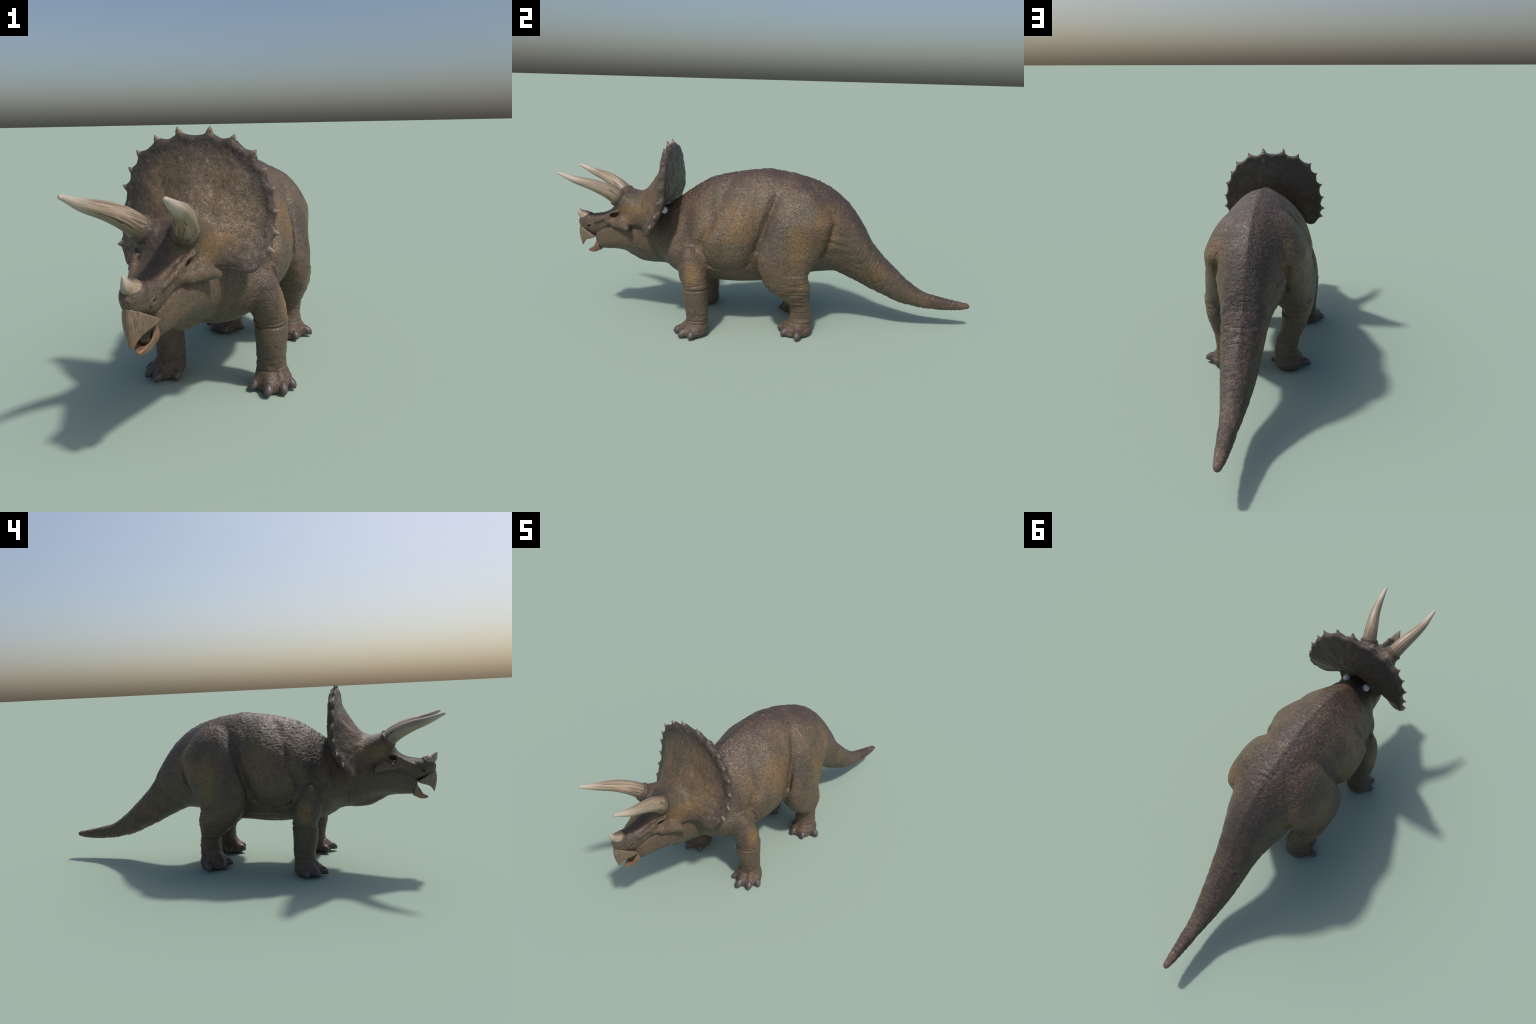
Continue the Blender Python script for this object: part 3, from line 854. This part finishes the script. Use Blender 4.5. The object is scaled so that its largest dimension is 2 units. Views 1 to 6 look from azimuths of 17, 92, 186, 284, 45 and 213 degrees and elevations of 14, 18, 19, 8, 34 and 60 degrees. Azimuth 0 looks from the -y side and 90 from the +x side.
# ------------------------------------------------------------------ split the skin into parts
def part(name, mask, mat):
    f = quads[mask]
    used, inv = np.unique(f, return_inverse=True)
    me = bpy.data.meshes.new(name)
    me.from_pydata(verts[used].tolist(), [], inv.reshape(-1, 4).tolist())
    o = add(name, me, mat)
    me.normals_split_custom_set_from_vertices(vnorm[used].tolist())
    return o


PARTS = {}
for name in ('torso', 'neck', 'tail', 'head', 'frill'):
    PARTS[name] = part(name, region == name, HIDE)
for name in ('forelimb', 'hindlimb'):
    for side in (1, -1):
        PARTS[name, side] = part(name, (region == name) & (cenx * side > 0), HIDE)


# ------------------------------------------------------------------ swept horn-like pieces
def sweep(axis, rad, seg=40, rings=60, flat=1.0, flute=0.0, side=None, cap=True, seed=1):
    """Closed tapering tube along a smooth axis, with UVs (around, along) on it."""
    axis = np.array(axis, float)
    s = np.r_[0, np.cumsum(np.linalg.norm(np.diff(axis, axis=0), axis=1))]; s /= s[-1]
    t = np.linspace(0, 1, rings)
    C = np.stack([pchip(s, axis[:, i], t) if len(axis) > 2 else np.interp(t, s, axis[:, i]) for i in range(3)], 1)
    R = pchip(s, rad, t)
    T = np.gradient(C, axis=0); T /= np.linalg.norm(T, axis=1)[:, None]
    ref = np.array(side if side is not None else (0, 0, 1.0))
    U = ref - T * (T @ ref)[:, None]; U /= np.linalg.norm(U, axis=1)[:, None]
    V = np.cross(T, U)
    a = np.linspace(0, 2 * np.pi, seg, endpoint=False)
    vs = []
    for i in range(rings):
        w = 1 + flute * noise(np.stack([np.cos(a) * 4.2, np.sin(a) * 4.2, np.full(seg, t[i] * 2.5)], 1), seed) * (1 - t[i] ** 3)
        vs.append(C[i] + (np.cos(a) * w * R[i])[:, None] * U[i] + (np.sin(a) * w * R[i] * flat)[:, None] * V[i])
    vs = np.concatenate(vs)
    fs = []
    for i in range(rings - 1):
        for j in range(seg):
            k = (j + 1) % seg
            fs.append((i * seg + j, i * seg + k, (i + 1) * seg + k, (i + 1) * seg + j))
    base, tip = len(vs), len(vs) + 1
    vs = np.concatenate([vs, [C[0]], [C[-1] + T[-1] * R[-1] * 0.6]])
    for j in range(seg):
        k = (j + 1) % seg
        fs.append((base, k, j)); fs.append((tip, (rings - 1) * seg + j, (rings - 1) * seg + k))
    return vs, fs, seg, rings


def tube_mesh(name, data, mirror=False):
    vs, fs, seg, rings = data
    vs = np.array(vs)
    if mirror:
        vs = vs * (-1, 1, 1); fs = [f[::-1] for f in fs]
    me = bpy.data.meshes.new(name)
    me.from_pydata(vs.tolist(), [], fs)
    uv = me.uv_layers.new(name='UVMap')
    for p in me.polygons:
        js = [v % seg if v < seg * rings else None for v in p.vertices]
        wrap = 0 in js and (seg - 1) in js
        for li, v in zip(p.loop_indices, p.vertices):
            if v < seg * rings:
                j = v % seg
                u = (j + (seg if wrap and j == 0 else 0)) / seg
                uv.data[li].uv = (u, (v // seg) / (rings - 1))
            else:
                uv.data[li].uv = (0.5, 0.0 if v == seg * rings else 1.0)
    me.update()
    return me


for sd in (1, -1):
    add('brow_horn', tube_mesh('brow_horn', sweep(HORN_AXIS, HORN_RAD, 56, 90, 1.0, 0.035), sd < 0), HORN, PARTS['head'])
add('nose_horn', tube_mesh('nose_horn', sweep([(0, -0.912, 0.494), (0, -0.934, 0.515), (0, -0.957, 0.532), (0, -0.973, 0.558)],
                                              [0.0310, 0.0290, 0.0185, 0.0045], 40, 40, 0.92, 0.03)), HORN, PARTS['head'])
for tip in SPIKES:
    t, out = spike_frame(tip)
    rim = np.array([-out[2], 0, out[0]])
    data = sweep([t - out * 0.034 + (0, 0.005, 0), t - out * 0.021 + (0, 0.003, 0), t - out * 0.009, t], [0.0150, 0.0128, 0.0074, 0.0020],
                 22, 18, 0.66, 0.03, side=rim)
    for sd in (1, -1):
        add('frill_spike', tube_mesh('frill_spike', data, sd < 0), SPIKE_MAT, PARTS['frill'])


def nails(toes, limb):
    for a, b in toes:
        a, b = np.array(a), np.array(b)
        d = b - a; d[2] *= 0.6; d /= np.linalg.norm(d)
        b = b + d * 0.005 + (0, 0, -0.006)
        root_ = b - d * 0.036 + (0, 0, 0.013)
        data = sweep([root_, b - d * 0.018 + (0, 0, 0.011), b - d * 0.005 + (0, 0, 0.007), b + (0, 0, 0.003)],
                     [0.0185, 0.0175, 0.0120, 0.0045], 28, 22, 0.95, 0.03)
        data[0][:, 2] = np.maximum(data[0][:, 2], 0.001)
        for sd in (1, -1):
            add('toenail', tube_mesh('toenail', data, sd < 0), NAIL, PARTS[limb, sd])


nails(FORE_TOES, 'forelimb')
nails(HIND_TOES, 'hindlimb')


# ------------------------------------------------------------------ beak halves
UP_FRONT = Stations([(0.366, -0.9625), (0.385, -0.967), (0.40, -0.970), (0.42, -0.973), (0.44, -0.9735), (0.46, -0.971), (0.478, -0.966), (0.49, -0.960)])
UP_LOW = Stations([(-0.98, 0.360), (-0.9625, 0.366), (-0.952, 0.384), (-0.942, 0.396), (-0.925, 0.405), (-0.907, 0.411), (-0.888, 0.419), (-0.87, 0.43)])
LOW_TOP = Stations([(-0.936, 0.346), (-0.922, 0.351), (-0.911, 0.358), (-0.900, 0.369), (-0.890, 0.384), (-0.880, 0.402), (-0.870, 0.417)])
LOW_BOT = Stations([(-0.936, 0.343), (-0.927, 0.335), (-0.910, 0.333), (-0.892, 0.336), (-0.875, 0.345), (-0.855, 0.352)])


def beak_width(y, front, full, length):
    return full * np.clip((y - front) / length, 0, 1) ** 0.52


def f_up_beak(p):
    x, y, z = np.abs(p[:, 0]), p[:, 1], p[:, 2]
    w = beak_width(y, UP_FRONT(z)[0], 0.0535, 0.092) * (0.72 + 0.28 * step(0.36, 0.44, z))
    d = np.maximum(UP_FRONT(z)[0] - y, (x - w) * 0.75)
    d = smax(d, (UP_LOW(y)[0] - z) * 0.85, 0.004)
    # upper edge against the muzzle: runs down and back
    d = smax(d, (z - (0.476 - 0.62 * (y + 0.966))) * 0.85, 0.006)
    return smax(d, y + 0.880, 0.004)


def f_low_beak(p):
    x, y, z = np.abs(p[:, 0]), p[:, 1], p[:, 2]
    keel = LOW_BOT(y)[0]; rim = LOW_TOP(y)[0]
    w = 0.0385 * np.clip((y + 0.938) / 0.075, 0, 1) ** 0.55
    u = np.clip((z - keel) / 0.03, 0, 1)
    d = (x - w * (0.45 + 0.55 * np.sqrt(u))) * 0.7
    d = smax(d, (keel - z) * 0.9, 0.006)
    d = smax(d, (z - rim) * 0.8, 0.005)
    d = np.maximum(d, -0.937 - y)
    scoop = ellipsoid(p, (0, -0.893, 0.386), (0.024, 0.038, 0.036))
    d = smax(d, -scoop, 0.004)
    return smax(d, y + 0.862 + 0.25 * (z - 0.355), 0.004)


def beak_material():
    k = Nodes('beak_horn')
    x, y, z = k.xyz()
    fib = k.noise(1.0, 4.0, co=k.map((190, 150, 26), rot=(0.25, 0, 0)), rough=0.6)
    col = k.mix(k.ramp(fib, 0.3, 0.75), (0.135, 0.092, 0.060), (0.215, 0.155, 0.105))
    low = k.ramp(z, 0.43, 0.37)
    col = k.mix(k.math('MULTIPLY', low, 0.65), col, (0.225, 0.112, 0.055))
    col = k.mix(k.ramp(k.noise(1.0, 3.0, co=k.map((260, 200, 30), rot=(0.25, 0, 0), loc=(2, 1, 0))), 0.52, 0.66, 0.0, 0.7), col, (0.075, 0.05, 0.036))
    k.put(k.b.inputs['Base Color'], col)
    k.b.inputs['Roughness'].default_value = 0.40
    k.put(k.b.inputs['Normal'], k.bump(fib, 0.0012, 0.7))
    return k.m


BEAK = beak_material()
for name, fn, lo, hi in (('upper_beak', f_up_beak, (0, -0.985, 0.355), (0.06, -0.865, 0.50)),
                         ('lower_beak', f_low_beak, (0, -0.95, 0.325), (0.05, -0.85, 0.425))):
    bv, bq = mesh_field(fn, lo, hi, 0.0012, True, 0.01)
    me = bpy.data.meshes.new(name)
    me.from_pydata(bv.tolist(), [], bq.tolist())
    add(name, me, BEAK, PARTS['head'])


# ------------------------------------------------------------------ eyeballs, set behind the frill
def ball(c, r, seg=40, rings=24):
    vs, fs = [], []
    for i in range(1, rings):
        a = math.pi * i / rings
        for j in range(seg):
            b = 2 * math.pi * j / seg
            vs.append((c[0] + r * math.sin(a) * math.cos(b), c[1] + r * math.sin(a) * math.sin(b), c[2] + r * math.cos(a)))
    for i in range(rings - 2):
        for j in range(seg):
            k = (j + 1) % seg
            fs.append((i * seg + j, (i + 1) * seg + j, (i + 1) * seg + k, i * seg + k))
    t, b = len(vs), len(vs) + 1
    vs += [(c[0], c[1], c[2] + r), (c[0], c[1], c[2] - r)]
    for j in range(seg):
        k = (j + 1) % seg
        fs += [(t, j, k), (b, (rings - 2) * seg + k, (rings - 2) * seg + j)]
    me = bpy.data.meshes.new('eyeball'); me.from_pydata(vs, [], fs)
    return me


for sd in (1, -1):
    add('eyeball', ball((0.0545 * sd, -0.529, 0.574), 0.0172), WHITE, root)
